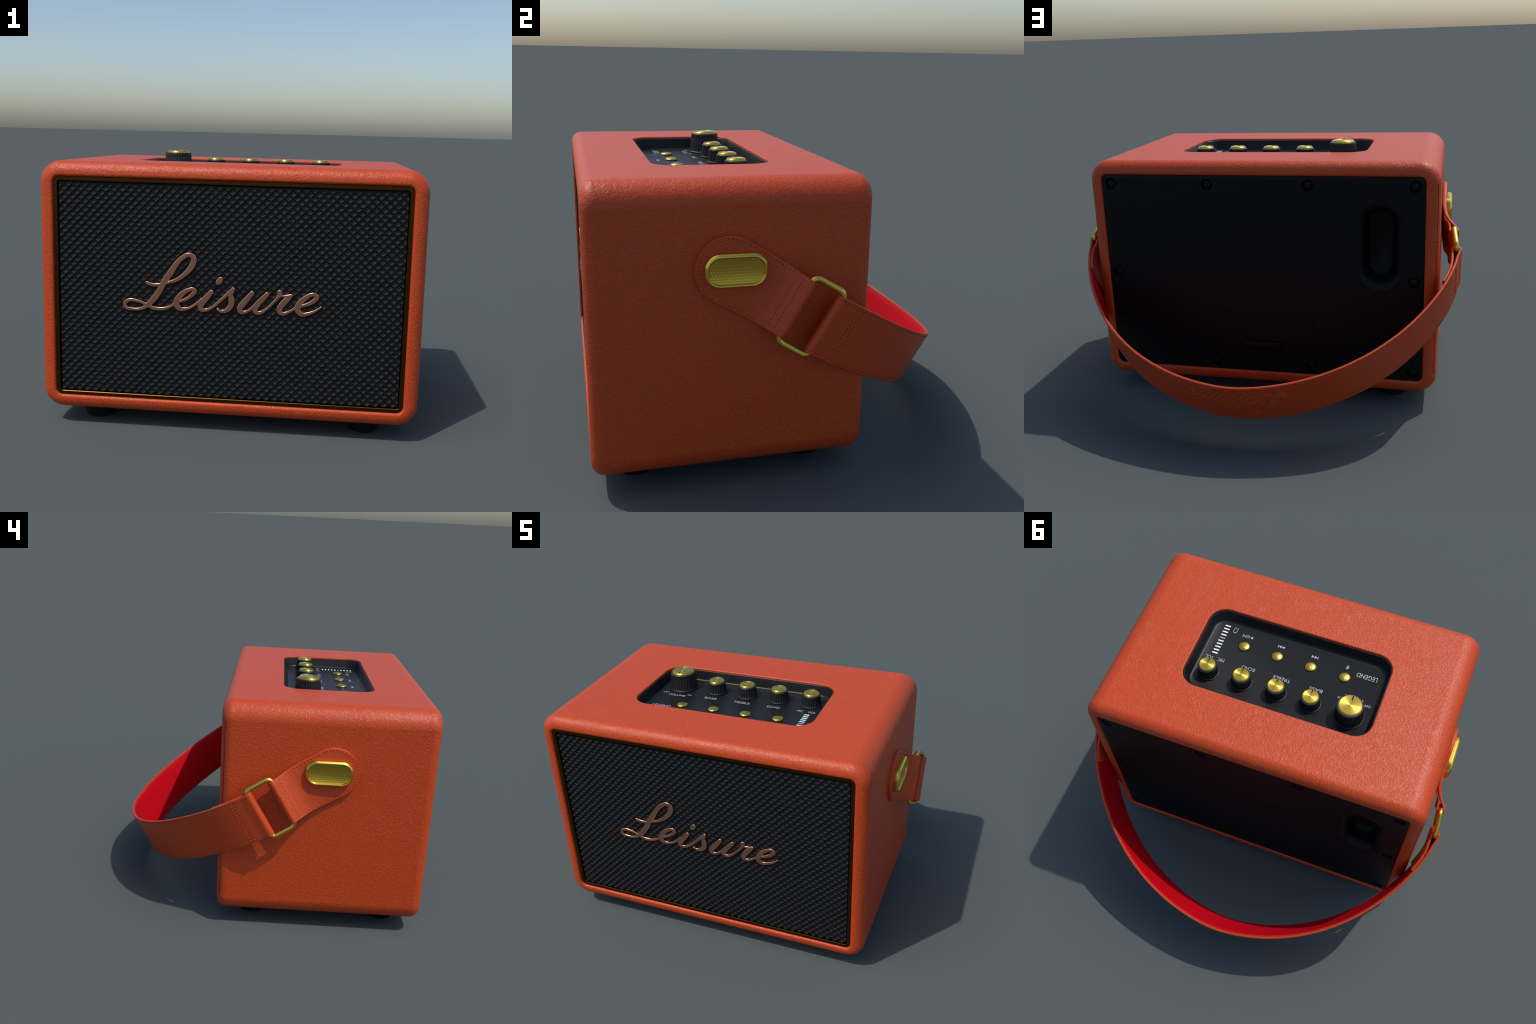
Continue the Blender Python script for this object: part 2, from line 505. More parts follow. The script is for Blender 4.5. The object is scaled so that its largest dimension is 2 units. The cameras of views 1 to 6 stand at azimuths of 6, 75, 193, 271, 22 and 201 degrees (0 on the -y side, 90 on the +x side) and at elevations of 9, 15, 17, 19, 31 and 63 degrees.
def inked_plate(name, strokes, mat, y_front, depth, bevel, centre_z, step=0.0013):
    s = pen_samples(strokes)
    xs = np.arange(s[:, 0].min() - 0.02, s[:, 0].max() + 0.02, step)
    zs = np.arange(s[:, 1].min() - 0.02, s[:, 1].max() + 0.02, step)
    X, Z = np.meshgrid(xs, zs, indexing='xy')
    f = np.full(X.shape, -1.0)
    for x, z, w in s:
        i0, i1 = np.searchsorted(xs, (x - w - 0.006, x + w + 0.006))
        j0, j1 = np.searchsorted(zs, (z - w - 0.006, z + w + 0.006))
        f[j0:j1, i0:i1] = np.maximum(f[j0:j1, i0:i1], w / 2 - np.hypot(X[j0:j1, i0:i1] - x, Z[j0:j1, i0:i1] - z))
    inside = f > 0
    cell = inside[:-1, :-1] | inside[1:, :-1] | inside[:-1, 1:] | inside[1:, 1:]
    gz_, gx_ = np.gradient(f, step)
    g = np.maximum(np.hypot(gx_, gz_), 0.3)
    pull = np.where(f < 0, -f, 0)
    pull = np.minimum(pull, 1.6 * step)
    X2, Z2 = X + pull * gx_ / g ** 2, Z + pull * gz_ / g ** 2
    e = np.clip(f / bevel, 0, 1)
    drop = bevel * (1 - np.sqrt(np.clip(1 - (1 - e) ** 2, 0, 1)))
    ids = -np.ones(X.shape, int)
    used = np.zeros(X.shape, bool)
    for dj in (0, 1):
        for di in (0, 1):
            used[dj:dj + cell.shape[0], di:di + cell.shape[1]] |= cell
    ids[used] = np.arange(used.sum())
    V = np.stack([X2[used], y_front + drop[used], centre_z + Z2[used]], -1).tolist()
    F = []
    edges = {}
    for j, i in zip(*np.nonzero(cell)):
        q = (ids[j, i], ids[j, i + 1], ids[j + 1, i + 1], ids[j + 1, i])
        F.append(q)
        for a, b in zip(q, q[1:] + q[:1]):
            if (b, a) in edges:
                del edges[(b, a)]
            else:
                edges[(a, b)] = True
    low = {}
    for a, b in edges:
        for k in (a, b):
            if k not in low:
                low[k] = len(V)
                V.append((V[k][0], y_front + depth, V[k][2]))
        F.append((b, a, low[a], low[b]))
    return mesh_from(name, V, F, mat, 50, fix=False)

YE = Y_FRONT + 0.0095
EMB_Z = 0.72
emblem = put('emblem', inked_plate('emblem', STROKES, M_COPPER, YE, 0.017, 0.0032, EMB_Z))
put('emblem_bracket', inked_plate('emblem_bracket', BRACKETS, M_INK, YE + 0.007, 0.008, 0.002, EMB_Z, 0.003), emblem)

# ------------------------------------------------------------------ back panel
YP = Y_BACK - 0.007
place_back = lambda a, b, h: (a, h, ZC + b)
slab = [(0, YP - 0.20), (0, YP - 0.004), (0.0012, YP - 0.0012), (0.004, YP)]
V, F = frame_sweep(slab, HALF_X - OPENING - 0.0004, HALF_Z - OPENING - 0.0004, CORNER - OPENING, place_back, n=10, caps=(True, True))
panel = put('back_panel', mesh_from('back_panel', V, F, M_BACK, 30))
SCREW_AT = [(sx * x, z) for z in (1.151, 0.673, 0.195) for x in (0.776, 0.258) for sx in (1, -1) if not (z == 0.673 and x < 0.5)]
cutters = []
hole = [(0.0325, 0.01), (0.0300, 0.0), (0.0285, -0.003), (0.0275, -0.022)]
vs = [lathe(hole, 32)]
parts = []
for x, z in SCREW_AT:
    v, f = vs[0]
    parts.append(([(x + a, YP + c, z + b) for a, b, c in v], f))
V, F = join_data(parts)
cutters.append(put('cutter', mesh_from('cutter', V, F, M_BACK)))
# flared bass port
PX, PZ, PHX, PHZ = -0.608, 0.850, 0.116, 0.221
fl = [(-0.010, YP + 0.01), (0, YP)] + [(0.040 * math.sin(math.radians(a)), YP - 0.055 * (1 - math.cos(math.radians(a)))) for a in range(15, 91, 15)]
fl += [(0.041, YP - 0.080), (0.047, YP - 0.106), (0.060, YP - 0.119), (0.070, YP - 0.1225)]
V, F = frame_sweep(fl, PHX, PHZ, 0.113, lambda a, b, h: (PX + a, h, PZ + b), n=14, caps=(True, True))
cutters.append(put('cutter', mesh_from('cutter', V, F, M_BACK)))
# battery door gap
def ring_tube(hx, hz, r, cx, cz, y, rad, n=8):
    pts = rrect(hx, hz, r, n)
    m = len(pts)
    V, F = [], []
    for i, (a, b) in enumerate(pts):
        a0, b0 = pts[i - 1]
        a1, b1 = pts[(i + 1) % m]
        t = Vector((a1 - a0, b1 - b0)).normalized()
        for k in range(6):
            c, s = math.cos(k * pi / 3), math.sin(k * pi / 3)
            V.append((cx + a + t.y * rad * c, y + rad * s, cz + b - t.x * rad * c))
    for i in range(m):
        j = (i + 1) % m
        for k in range(6):
            l = (k + 1) % 6
            F.append((i * 6 + k, j * 6 + k, j * 6 + l, i * 6 + l))
    return V, F
V, F = ring_tube(0.275, 0.0955, 0.036, 0, 0.3825, YP, 0.0026)
cutters.append(put('cutter', mesh_from('cutter', V, F, M_BACK)))
V, F = ring_tube(PHX + 0.004, PHZ + 0.004, 0.117, PX, PZ, YP, 0.0011, 14)
cutters.append(put('cutter', mesh_from('cutter', V, F, M_BACK)))
def box(x0, x1, y0, y1, z0, z1):
    V = [(x, y, z) for x in (x0, x1) for y in (y0, y1) for z in (z0, z1)]
    return V, [(0, 1, 3, 2), (4, 6, 7, 5), (0, 4, 5, 1), (2, 3, 7, 6), (0, 2, 6, 4), (1, 5, 7, 3)]
V, F = box(-0.246, 0.246, YP - 0.0025, YP + 0.01, 0.4360, 0.4395)
cutters.append(put('cutter', mesh_from('cutter', V, F, M_BACK)))
V, F = frame_sweep([(0, YP - 0.014), (0, YP + 0.01)], 0.1045, 0.0245, 0.011, lambda a, b, h: (a, h, 0.2955 + b), n=6, caps=(True, True))
cutters.append(put('cutter', mesh_from('cutter', V, F, M_BACK)))
me = boolean_cut(panel, cutters)
smooth(me, 35)
V, F = frame_sweep([(0, YP - 0.013), (0, YP + 0.002), (0.002, YP + 0.006), (0.006, YP + 0.0075)], 0.102, 0.022, 0.010,
                   lambda a, b, h: (a, h, 0.2955 + b), n=6, caps=(True, True))
put('door_latch', mesh_from('door_latch', V, F, M_BACK), panel)
# screws with a crossed slot
dome = [(0.0225, -0.0215)] + [(0.0225 * math.cos(math.radians(a)), -0.014 + 0.011 * math.sin(math.radians(a))) for a in range(0, 81, 10)]
V, F = lathe(dome, 28)
sm = mesh_from('screw', [(a, c, b) for a, b, c in V], F, M_SCREW)
V1, F1 = box(-0.011, 0.011, -0.01, -0.0018, -0.0022, 0.0022)
V2, F2 = box(-0.0022, 0.0022, -0.01, -0.0022, -0.011, 0.011)
slot = join_data([(V1, F1), (V2, F2)])
k0 = len(sm.polygons)
bmx = bmesh.new()
bmx.from_mesh(sm)
vv = [bmx.verts.new(v_) for v_ in slot[0]]
for f_ in slot[1]:
    bmx.faces.new([vv[i] for i in f_]).material_index = 1
bmx.to_mesh(sm)
bmx.free()
sm.materials.append(M_INK)
sm.set_sharp_from_angle(angle=0.6)
for x, z in SCREW_AT:
    s = put('screw', sm, panel, (x, YP, z), (0, random.uniform(0, pi), 0))

# ------------------------------------------------------------------ control deck
tray = [(0.0012, Z_TOP - 0.05), (0.0012, Z_TOP - 0.0115), (0.0022, Z_TOP - 0.0100), (0.0050, Z_TOP - 0.0100), (0.0068, Z_TOP - 0.0115), (0.0085, Z_TOP - 0.018),
        (0.0200, DECK_Z + 0.014), (0.0218, DECK_Z + 0.0080), (0.0260, DECK_Z + 0.0028), (0.0330, DECK_Z)]
V, F = frame_sweep(tray, DECK_X, dhy, 0.092, lambda a, b, h: (a, dcy + b, h), n=12, caps=(False, True))
deck = put('control_panel', mesh_from('control_panel', V, F, M_BLACK, 30))

def knob_meshes(name, flange, body0, body1, cap, height, teeth):
    n = teeth * 6
    top = height - 0.0100
    prof = [(flange * 0.97, 0.0), (flange, 0.002), (flange, 0.005), (flange * 0.985, 0.0062), (body0, 0.0064), (body0, 0.009)]
    for t in (0.25, 0.5, 0.75, 0.92):
        prof.append((body0 + (body1 - body0) * t, 0.009 + (top - 0.014) * t))
    r0 = len(prof)
    prof += [(body1, top - 0.0045), (body1 - 0.0008, top - 0.002), (body1 - 0.003, top), (cap * 0.98, top + 0.0002), (cap * 0.6, top - 0.001)]
    def flute(r, k, i):
        if 5 <= k < r0:
            c = 0.5 + 0.5 * math.cos(2 * pi * (i % 6) / 6)
            return r - 0.0008 - 0.0036 * (1 - c) * (1.0 if k < r0 - 1 else 0.6)
        return r
    body = mesh_from(name, *lathe(prof, n, flute), M_KNOB, 40)
    cp = [(cap, top - 0.001), (cap, top + 0.0040), (cap * 0.985, top + 0.0058), (cap * 0.93, top + 0.0086), (cap * 0.90, top + 0.0098)]
    cp += [(cap * f, top + 0.0098 + 0.0002 * (1 - f)) for f in (0.6, 0.3, 0.05)]
    capm = mesh_from(name + '_cap', *lathe(cp, 64), M_SPUN, 30)
    w = 0.0028 * (cap / 0.041) ** 0.6
    V, F = box(-w, w, -cap * 0.88, -cap * 0.47, top + 0.0085, top + 0.0110)
    mark = mesh_from('knob_pointer', V, F, M_INK)
    return body, capm, mark
KY = -0.194
big = knob_meshes('volume_knob', 0.0790, 0.0765, 0.0690, 0.0600, 0.1078, 28)
small = knob_meshes('tone_knob', 0.0575, 0.0552, 0.0495, 0.0420, 0.0745, 24)
for i, x in enumerate((-0.369, -0.162, 0.024, 0.212, 0.398)):
    b, c, m = big if i == 0 else small
    k = put('volume_knob' if i == 0 else 'tone_knob', b, None, (x, KY, DECK_Z + 0.0006))
    put('knob_cap', c, k)
    put('knob_pointer', m, k)
# push buttons
bp = [(0.0285, -0.001), (0.0302, 0.0), (0.0304, 0.003)] + [(0.0304 * math.cos(math.radians(a)), 0.003 + 0.0105 * math.sin(math.radians(a))) for a in range(8, 89, 10)]
bm_ = mesh_from('push_button', *lathe(bp, 40), M_HAMMER, 60)
for i, x in enumerate((-0.277, -0.090, 0.096, 0.282)):
    put('push_button', bm_, None, (x, -0.407, DECK_Z + 0.0008), (0, 0, i * 1.3))
# charge lights
lm = mesh_from('charge_light', *box(-0.0150, 0.0150, -0.0042, 0.0042, 0, 0.0012), M_WHITE)
ld = mesh_from('charge_light_dim', *box(-0.0150, 0.0150, -0.0042, 0.0042, 0, 0.0012), M_GREY)
for i in range(10):
    put('charge_light', ld if i in (5,) else lm, deck, (0.413, -0.317 - i * 0.0205, DECK_Z))

def flat_text(body):
    cu = bpy.data.curves.new('label_text', 'FONT')
    cu.body = body
    cu.extrude = 0.0
    o = bpy.data.objects.new('label_text', cu)
    bpy.context.scene.collection.objects.link(o)
    dg = bpy.context.evaluated_depsgraph_get()
    me = bpy.data.meshes.new_from_object(o.evaluated_get(dg))
    bpy.data.objects.remove(o)
    v = np.array([x.co[:] for x in me.vertices])
    f = [tuple(p_.vertices) for p_ in me.polygons]
    return v, f

def label(text, x0, x1, yc, h, mat):
    v, f = flat_text(text)
    lo, hi = v.min(0), v.max(0)
    s = np.array([(x1 - x0) / (hi[0] - lo[0]), h / (hi[1] - lo[1])])
    V = [(x0 + (a - lo[0]) * s[0], yc - h / 2 + (b - lo[1]) * s[1], DECK_Z + 0.0007) for a, b, c in v]
    put('label_text', mesh_from('label_text', V, f, mat), deck)
for t in (('BASS', -0.198, -0.127, -0.2835, 0.020), ('TREBLE', -0.022, 0.072, -0.2835, 0.020), ('ECHO', 0.175, 0.247, -0.2835, 0.020),
          ('MIC', 0.347, 0.384, -0.2835, 0.020), ('VOL', 0.408, 0.452, -0.2835, 0.020), ('VOLUME', -0.415, -0.312, -0.301, 0.020),
          ('OFF', -0.457, -0.423, -0.282, 0.0145), ('ON', -0.306, -0.282, -0.282, 0.0145), ('LEGEND', -0.441, -0.330, -0.447, 0.028),
          ('II/M', 0.279, 0.316, -0.4725, 0.019)):
    label(*t, M_PRINT if t[0] != 'LEGEND' else M_PRINT)

def flat_poly(name, polys, mat, z=DECK_Z + 0.0007):
    V, F = [], []
    for pl in polys:
        k = len(V)
        V += [(x, y, z) for x, y in pl]
        F.append(tuple(range(k, k + len(pl))))
    put(name, mesh_from(name, V, F, mat), deck)
def tri(x, y, s, d):
    return [(x, y - s / 2), (x + d * s * 0.85, y), (x, y + s / 2)]
def bar(x, y, w, h):
    return [(x - w / 2, y - h / 2), (x + w / 2, y - h / 2), (x + w / 2, y + h / 2), (x - w / 2, y + h / 2)]
ys = -0.4725
flat_poly('play_symbol', [tri(0.259, ys, 0.018, 1)], M_PRINT)
flat_poly('skip_symbol', [tri(0.079, ys, 0.018, 1), tri(0.0955, ys, 0.018, 1), bar(0.1135, ys, 0.0035, 0.018)], M_PRINT)
flat_poly('skip_symbol', [tri(-0.0735, ys, 0.018, -1), tri(-0.090, ys, 0.018, -1), bar(-0.108, ys, 0.0035, 0.018)], M_PRINT)
def strip(pts, w):
    out = []
    for (x0, y0), (x1, y1) in zip(pts, pts[1:]):
        l = math.hypot(x1 - x0, y1 - y0)
        nx_, ny_ = -(y1 - y0) / l * w / 2, (x1 - x0) / l * w / 2
        out.append([(x0 + nx_, y0 + ny_), (x1 + nx_, y1 + ny_), (x1 - nx_, y1 - ny_), (x0 - nx_, y0 - ny_)])
    return out
bx, by = -0.273, -0.4715
for k, seg in enumerate(strip([(bx - 0.007, by + 0.006), (bx + 0.007, by - 0.006), (bx, by - 0.012), (bx, by + 0.012), (bx + 0.007, by + 0.006), (bx - 0.007, by - 0.006)], 0.0028)):
    flat_poly('wireless_symbol', [seg], M_PRINT, DECK_Z + 0.0006 + 0.00015 * k)
V, F = frame_sweep([(0, DECK_Z + 0.0007), (0.0024, DECK_Z + 0.0007)], 0.0105, 0.0165, 0.005, lambda a, b, h: (0.364 + a, -0.489 + b, h), n=5)
v2, f2 = [(0.359, -0.5055, DECK_Z + 0.0008), (0.369, -0.5055, DECK_Z + 0.0008), (0.369, -0.5085, DECK_Z + 0.0008), (0.359, -0.5085, DECK_Z + 0.0008)], [(0, 1, 2, 3)]
v2 = [(x, -0.978 - y, zz) for x, y, zz in v2]
put('battery_symbol', mesh_from('battery_symbol', *join_data([(V, F), (v2, f2)]), M_PRINT), deck)
V, F = lathe([(0.0052, 0.0), (0.0052, 0.0006)], 20)
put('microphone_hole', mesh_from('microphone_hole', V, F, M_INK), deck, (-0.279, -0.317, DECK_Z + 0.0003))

# ------------------------------------------------------------------ feet
fp_ = [(0.062, 0.0), (0.068, 0.003), (0.071, 0.010), (0.081, 0.060), (0.082, 0.085)]
fm = mesh_from('foot', *lathe(fp_, 48), M_RUBBER, 40)
for x in (0.657, -0.657):
    for y in (-0.682, 0.063):
        put('foot', fm, None, (x, y, 0.0))

# ------------------------------------------------------------------ strap frame: d runs down the strap, w across it
TILT = math.radians(31.2)
O_Y, O_Z = -0.067, 0.769
def strap_xyz(d, w, x):
    return (x, O_Y + d * math.cos(TILT) + w * math.sin(TILT), O_Z - d * math.sin(TILT) + w * math.cos(TILT))

def path_normals(P):
    T = np.gradient(P, axis=0)
    T /= np.linalg.norm(T, axis=1)[:, None]
    return T, np.stack([-T[:, 1], T[:, 0]], 1)       # left of travel in the (d, x) plane

def ribbon(P, N, thick, half_w, nw_out, nw_in=10, relief=None, bev=0.003, lift=0.0):
    """band along path P in the (d, x) plane; grain side towards +N. thick / half_w may vary along the path"""
    m = len(P)
    thick = np.broadcast_to(thick, m)
    half_w = np.broadcast_to(half_w, m)
    V = []
    for k in range(m):
        t, hw = thick[k] / 2, half_w[k]
        b = min(bev, t * 0.8, hw * 0.4)
        sec = []
        for w in np.linspace(-hw + b, hw - b, nw_out):
            sec.append((w, t))
        sec += [(hw - b + b * math.sin(a), t - b + b * math.cos(a)) for a in (pi / 4, pi / 2)]
        sec += [(hw - b + b * math.cos(a), -t + b - b * math.sin(a)) for a in (0, pi / 4, pi / 2)]
        sec += [(w, -t) for w in np.linspace(hw - b, -hw + b, nw_in)[1:-1]]
        sec += [(-hw + b - b * math.sin(a), -t + b - b * math.cos(a)) for a in (0, pi / 4, pi / 2)]
        sec += [(-hw + b - b * math.cos(a), t - b + b * math.sin(a)) for a in (0, pi / 4)]
        for i, (w, h) in enumerate(sec):
            if relief is not None and i < nw_out:
                h = h + relief(k, i, w, hw)
            q_ = P[k] + N[k] * (h + lift)
            V.append((q_[0], w, q_[1]))
    c = len(V) // m
    F = []
    for k in range(m - 1):
        for i in range(c):
            j = (i + 1) % c
            F.append((k * c + i, k * c + j, (k + 1) * c + j, (k + 1) * c + i))
    F.append(tuple(range(c)))
    F.append(tuple(range((m - 1) * c, m * c))[::-1])
    return [strap_xyz(d, w, x) for d, w, x in V], F

def resample(P, step):
    P = np.array(P, float)
    s = np.concatenate([[0], np.cumsum(np.linalg.norm(np.diff(P, axis=0), axis=1))])
    n = max(2, int(round(s[-1] / step)))
    t = np.linspace(0, s[-1], n + 1)
    return np.stack([np.interp(t, s, P[:, k]) for k in range(P.shape[1])], 1)

BAR_X, BAR_XF, BAR_F, BAR_B, WIRE = 0.9730, 0.9570, -0.016, 0.128, 0.0132
HALF_W = 0.129
R_OUT, T_STRAP = 0.9985, 0.0125
R_MID = R_OUT - T_STRAP / 2
BOW = [(-12, 1.001), (0, 1.0010), (8, 0.9995), (15, 0.9975), (22, 0.9930), (30, 0.9880), (38, 0.9870), (50, 0.9900), (65, 0.9980), (78, 1.0075), (90, 1.0155), (102, 1.0075)]
_bow = catmull(BOW, 1.0)
def r_out(deg):
    return float(np.interp(deg, _bow[:, 0], _bow[:, 1]))
def strap_x(d):
    """outer strap face at distance d down the strap"""
    t = math.asin(d / 0.99)
    for _ in range(6):
        t = math.asin(min(1, d / r_out(math.degrees(t))))
    return r_out(math.degrees(t)) * math.cos(t)
R_LOOP = WIRE + T_STRAP / 2 + 0.0005
# flap (inside) -> round the bar -> main arc, on the +x side
flap = [(0.335, strap_x(0.335) - 0.0215), (0.29, strap_x(0.29) - 0.0213), (0.245, strap_x(0.245) - 0.0218),
        (0.205, 0.9520), (0.165, 0.9525), (BAR_B, BAR_X - R_LOOP)]
bend = [(BAR_B - R_LOOP * math.sin(a), BAR_X - R_LOOP * math.cos(a)) for a in np.linspace(0.2, pi - 0.25, 9)]
t_start = math.asin(0.17 / R_MID)
main = []
for t in np.linspace(t_start, pi / 2, 60):
    r = r_out(math.degrees(t)) - T_STRAP / 2
    main.append((r * math.sin(t), r * math.cos(t)))
half = catmull(flap + bend + main, 0.004)
half = resample(half, 0.002)
mirror = half[::-1][1:] * np.array([1, -1])
full = np.vstack([half, mirror])
# coarse where plain, fine where the emboss sits
keep = [0]
acc = 0.0
for k in range(1, len(full)):
    acc += np.linalg.norm(full[k] - full[k - 1])
    fine = (abs(full[k, 1]) < 0.29 and full[k, 0] > 0.5)
    if acc >= (0.0021 if fine else 0.0058) or k == len(full) - 1:
        keep.append(k)
        acc = 0.0
P = full[keep]
T, N = path_normals(P)
N = -N if N[len(P) // 2][0] < 0 else N
arc_len = np.concatenate([[0], np.cumsum(np.linalg.norm(np.diff(P, axis=0), axis=1))])
mid_s = arc_len[-1] / 2
# debossed word, upside down seen from behind
NW = 110
ws = np.linspace(-HALF_W + 0.003, HALF_W - 0.003, NW)
EM = 0.525
samples = pen_samples(STROKES, 2.0)
along = -(arc_len - mid_s)                                  # runs towards +x
Sg, Wg = np.meshgrid(along, ws, indexing='ij')
U_ = (Sg + 0.012) / EM - 0.028
W_ = (0.002 - Wg) / EM
field = np.full(Sg.shape, -1.0)
rows = np.abs(along) < 0.30
field[rows] = stroke_field(samples, U_[rows], W_[rows])
deb = np.clip((field * EM + 0.0012) / 0.003, 0, 1)
deb = deb * deb * (3 - 2 * deb)
on_arc = np.abs(P[:, 1]) > np.array([strap_x(d_) if d_ < 0.5 else 0 for d_ in P[:, 0]]) - 0.011
cross = np.array([0.0014 * sum(math.exp(-((p_[0] - d_) / 0.0035) ** 2) for d_ in (0.212, 0.236)) for p_ in P]) * on_arc
def strap_relief(k, i, w, hw):
    e = hw - abs(w)
    groove = -0.0012 * math.exp(-((e - 0.0125) / 0.0022) ** 2)
    return groove - 0.0042 * deb[k, i] - cross[k]
V, F = ribbon(P, N, T_STRAP, HALF_W, NW, 8, strap_relief, 0.0035)
strap = put('carry_strap', mesh_from('carry_strap', V, F, M_STRAP, 45))

# red lining on the inside between the two flaps
def on_main(P_):
    return np.array([(p_[0] > 0.33) for p_ in P_])
sel = [k for k in range(len(P)) if P[k, 0] > 0.325 and (P[k, 0] > 0.345 or abs(P[k, 1]) > strap_x(P[k, 0]) - 0.010)]
PL = resample(P[sel], 0.012)
TL, NL = path_normals(PL)
NL = -NL if NL[len(PL) // 2][0] < 0 else NL
V, F = ribbon(PL, NL, 0.0022, HALF_W - 0.0045, 8, 8, None, 0.001, lift=-(T_STRAP / 2 + 0.0004))
put('strap_lining', mesh_from('strap_lining', V, F, M_LINING, 45), strap)

# ------------------------------------------------------------------ stitches: short rounded threads
def thread_template(length, r, n=7):
    V, F = [], []
    prof_ = [(-length / 2, 0.25), (-length / 2 + r, 0.85), (0, 1.0), (length / 2 - r, 0.85), (length / 2, 0.25)]
    for x, s in prof_:
        for k in range(n):
            a = 2 * pi * k / n
            V.append((x, r * s * math.cos(a), r * s * 0.75 * math.sin(a)))
    for i in range(len(prof_) - 1):
        for k in range(n):
            l = (k + 1) % n
            F.append((i * n + k, i * n + l, (i + 1) * n + l, (i + 1) * n + k))
    F.append(tuple(range(n)))
    F.append(tuple(range((len(prof_) - 1) * n, len(prof_) * n)))
    return np.array(V), F
TV, TF = thread_template(0.0118, 0.0023)
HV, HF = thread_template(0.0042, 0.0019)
HOLES = []
def stitch(parts, centre, along_, normal):
    a = Vector(along_).normalized()
    n = Vector(normal).normalized()
    b = n.cross(a).normalized()
    M = np.array([a, b, n])
    parts.append((list(map(tuple, np.array(centre) + TV @ M)), TF))
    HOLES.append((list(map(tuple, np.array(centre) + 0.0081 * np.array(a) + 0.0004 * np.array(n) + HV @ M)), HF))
def dvec(d, w, x):
    o = Vector(strap_xyz(0, 0, 0))
    return Vector(strap_xyz(d, w, x)) - o

parts = []
RS = resample(P, 0.0162)
Ts, Ns = path_normals(RS)
Ns = -Ns if Ns[len(RS) // 2][0] < 0 else Ns
for k in range(len(RS)):
    d, x = RS[k]
    tv, nv = dvec(Ts[k][0], 0, Ts[k][1]), dvec(Ns[k][0], 0, Ns[k][1])
    for s in (1, -1):
        w = s * (HALF_W - 0.0125)
        c = RS[k] + Ns[k] * (T_STRAP / 2 - 0.0007)
        stitch(parts, strap_xyz(c[0], w, c[1]), tv, nv)
        if d > 0.345:
            c = RS[k] - Ns[k] * (T_STRAP / 2 + 0.0016)
            stitch(parts, strap_xyz(c[0], s * (HALF_W - 0.0120), c[1]), tv, nv)
for sgn in (1, -1):
    for d in (0.212, 0.236):
        x = strap_x(d) - 0.0004
        nv = dvec(d, 0, sgn * x)
        for w in np.arange(-HALF_W + 0.019, HALF_W - 0.015, 0.0162):
            stitch(parts, strap_xyz(d, w, sgn * x), dvec(0, 1, 0), nv)
V, F = join_data(parts)
st = put('stitching', mesh_from('stitching', V, F, M_THREAD, 60, fix=False), strap)
st['kind'] = 'stuff'
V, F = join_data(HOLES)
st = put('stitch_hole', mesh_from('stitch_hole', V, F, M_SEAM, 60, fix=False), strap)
st['kind'] = 'stuff'
HOLES.clear()

# ------------------------------------------------------------------ strap tabs, metal loops and badges, one set per flank
HEAD_D, HEAD_R = -0.306, 0.135
WALL = HALF_X + 0.0005
# outer skin of the tab in the (d, x) plane and its thickness
skin = [(HEAD_D - HEAD_R, 0.9155, 0.0215), (-0.40, 0.9155, 0.0215), (-0.33, 0.9155, 0.0215), (-0.26, 0.9155, 0.0215), (-0.20, 0.9158, 0.0210), (-0.155, 0.9190, 0.0190),
        (-0.115, 0.9265, 0.0170), (-0.080, 0.9420, 0.0150), (-0.050, 0.9620, 0.0135), (-0.030, 0.9760, 0.0130)]
tb = 0.013
loop_r = WIRE + tb + 0.0005
skin += [(BAR_F + loop_r * math.sin(a), BAR_XF + loop_r * math.cos(a), tb) for a in np.linspace(-0.1, pi - 0.2, 9)]
skin += [(-0.035, 0.9300, 0.012), (-0.060, 0.9245, 0.012), (-0.090, 0.9090, 0.010), (-0.125, 0.9020, 0.007), (-0.150, 0.9010, 0.005)]
C = catmull(skin, 0.003)
C = np.vstack([C[:1], C[1:]])
Tt, Nt = path_normals(C[:, :2])
P_tab = C[:, :2] - Nt * (C[:, 2:3] / 2)
# rounded head: width follows a circle, then a slight taper to the loop
fold = int(np.argmax(C[:, 0]))            # where the tab turns round the bar
hw = []
for k in range(len(C)):
    d = C[k, 0]
    first = k <= fold
    if first and d < HEAD_D:
        hw.append(math.sqrt(max(HEAD_R ** 2 - (d - HEAD_D) ** 2, 0.003 ** 2)))
    else:
        u = min(max((d - HEAD_D) / 0.30, 0), 1) if first else 1
        hw.append(HEAD_R - 0.010 * u * u)
hw = np.array(hw)
# finer steps at the tip of the head
tip = [HEAD_D - HEAD_R * math.cos(a) for a in np.linspace(0.06, pi / 2 - 0.02, 26)]
body = [k for k in range(len(C)) if not (k <= fold and C[k, 0] < HEAD_D)]
P_all = np.vstack([[(d, 0.9155 - 0.0215 / 2) for d in tip], P_tab[body]])
T_all = np.concatenate([[0.0215] * len(tip), C[body, 2]])
W_all = np.concatenate([[HEAD_R * math.sin(math.acos((HEAD_D - d) / HEAD_R)) for d in tip], hw[body]])
_, N_all = path_normals(P_all)
def tab_relief(k, i, w, hw_):
    e = hw_ - abs(w)
    g = -0.0010 * math.exp(-((e - 0.0125) / 0.0025) ** 2) if hw_ > 0.05 else 0
    return g
tabV, tabF = ribbon(P_all, N_all, T_all, W_all, 60, 8, tab_relief, 0.0045)

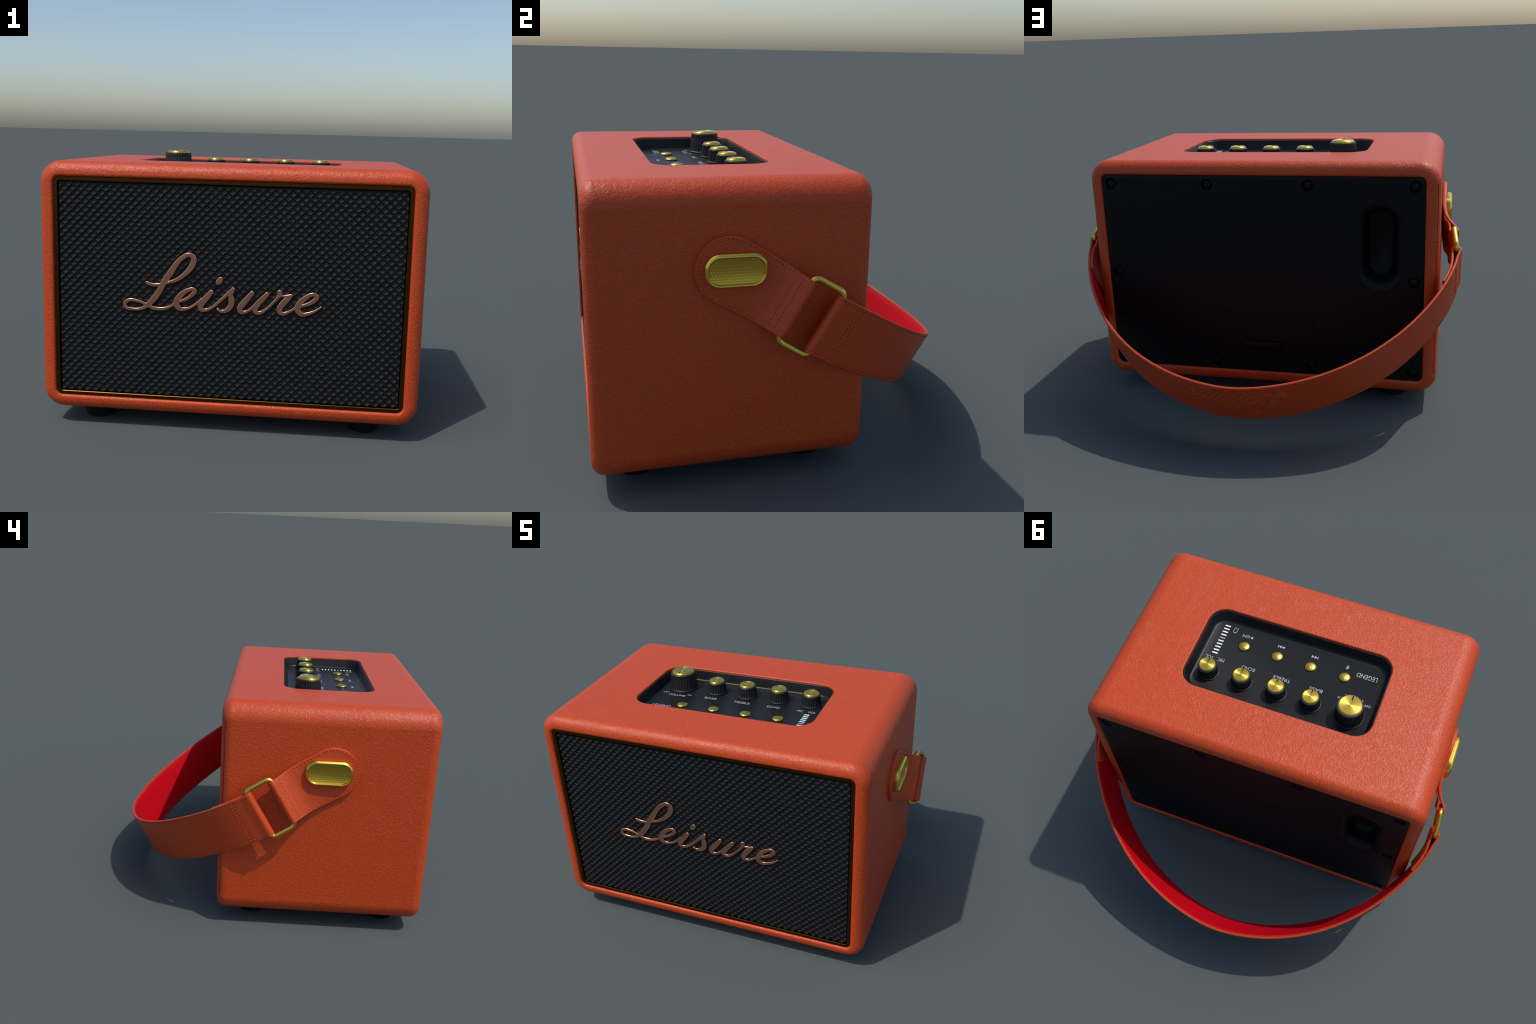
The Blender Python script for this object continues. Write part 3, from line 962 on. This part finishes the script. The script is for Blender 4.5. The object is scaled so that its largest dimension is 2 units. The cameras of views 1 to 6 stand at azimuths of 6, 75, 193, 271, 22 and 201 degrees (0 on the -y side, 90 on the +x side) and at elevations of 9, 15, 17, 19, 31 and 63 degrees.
tparts = []
def tab_surface(d):
    k = int(np.argmin(np.abs(C[:fold, 0] - d)))
    return C[k, 1], Tt[k], Nt[k]
inset = HEAD_R - 0.0125
for a in np.arange(pi / 2, 1.5 * pi + 0.01, 0.0162 / inset):
    d, w = HEAD_D + inset * math.cos(a), inset * math.sin(a)
    stitch(tparts, strap_xyz(d, w, 0.9150), dvec(-math.sin(a), math.cos(a), 0), (1, 0, 0))
for d in np.arange(HEAD_D + 0.013, -0.085, 0.0162):
    x, t_, n_ = tab_surface(d)
    u = min(max((d - HEAD_D) / 0.30, 0), 1)
    for s in (1, -1):
        stitch(tparts, strap_xyz(d, s * (inset - 0.010 * u * u), x - 0.0005), dvec(t_[0], 0, t_[1]), dvec(n_[0], 0, n_[1]))
for d in (-0.074, -0.052):
    x, t_, n_ = tab_surface(d)
    for w in np.arange(-0.110, 0.112, 0.0162):
        stitch(tparts, strap_xyz(d, w, x - 0.0003), dvec(0, 1, 0), dvec(n_[0], 0, n_[1]))
tsV, tsF = join_data(tparts)
thV, thF = join_data(HOLES)

# metal loop: round wire bent to a rounded rectangle
RD, RW = (BAR_B - BAR_F) / 2, 0.1450
RC = (BAR_B + BAR_F) / 2
pts = rrect(RD, RW, 0.030, 8)
dense = []
for i in range(len(pts)):
    a, b = np.array(pts[i]), np.array(pts[(i + 1) % len(pts)])
    n_ = max(1, int(np.linalg.norm(b - a) / 0.02))
    dense += [tuple(a + (b - a) * j / n_) for j in range(n_)]
loopV, loopF = [], []
m_ = len(dense)
for i, (a, b) in enumerate(dense):
    a0, b0 = dense[i - 1]
    a1, b1 = dense[(i + 1) % m_]
    t_ = Vector((a1 - a0, b1 - b0)).normalized()
    for k in range(14):
        c, s = math.cos(2 * pi * k / 14), math.sin(2 * pi * k / 14)
        loopV.append(strap_xyz(RC + a + t_.y * WIRE * c, b - t_.x * WIRE * c, (BAR_X + BAR_XF) / 2 + (BAR_X - BAR_XF) / 2 * a / RD + WIRE * s))
for i in range(m_):
    j = (i + 1) % m_
    for k in range(14):
        l = (k + 1) % 14
        loopF.append((i * 14 + k, j * 14 + k, j * 14 + l, i * 14 + l))

# brass badge: bevelled rim and sunk honeycomb field
BY, BZ, BX = -0.307, 0.931, 0.9165
rim = [(0.0015, BX - 0.004), (0, BX + 0.001), (0, BX + 0.0175), (0.0015, BX + 0.0200), (0.0085, BX + 0.0265), (0.0105, BX + 0.0270), (0.0130, BX + 0.0262), (0.0165, BX + 0.0215), (0.0172, BX + 0.0195)]
rimV, rimF = frame_sweep(rim, 0.1215, 0.0670, 0.0595, lambda a, b, h: (h, BY + a, BZ + b), n=12)
fldV, fldF = frame_sweep([(0.0172, BX + 0.0195), (0.0200, BX + 0.0180)], 0.1215, 0.0670, 0.0595, lambda a, b, h: (h, BY + a, BZ + b), n=12, caps=(False, True))

def flip(V, s):
    return [(s * x, y, z) for x, y, z in V]
for s in (1, -1):
    fl_ = lambda F: F if s == 1 else [tuple(q[::-1]) for q in F]
    tab = put('strap_tab', mesh_from('strap_tab', flip(tabV, s), fl_(tabF), M_TAB, 45))
    t2 = put('stitching', mesh_from('stitching', flip(tsV, s), fl_(tsF), M_THREAD, 60, fix=False), tab)
    t2['kind'] = 'stuff'
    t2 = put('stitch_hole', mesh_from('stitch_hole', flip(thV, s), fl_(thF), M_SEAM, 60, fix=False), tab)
    t2['kind'] = 'stuff'
    put('strap_loop', mesh_from('strap_loop', flip(loopV, s), fl_(loopF), M_GOLD, 60))
    badge = put('badge', mesh_from('badge', flip(rimV, s), fl_(rimF), M_GOLD, 25))
    put('badge_field', mesh_from('badge_field', flip(fldV, s), fl_(fldF), M_COMB, 40), badge)

# the cabinet sits a hair to one side of the strap's middle
for o in ROOT.children:
    kind = o.name.split('.')[0]
    if kind in ('cabinet', 'trim_frame', 'grille', 'speaker_cloth', 'baffle', 'back_panel'):
        o.location.x = 0.0018
    elif kind == 'carry_strap':
        o.location.x = -0.0008
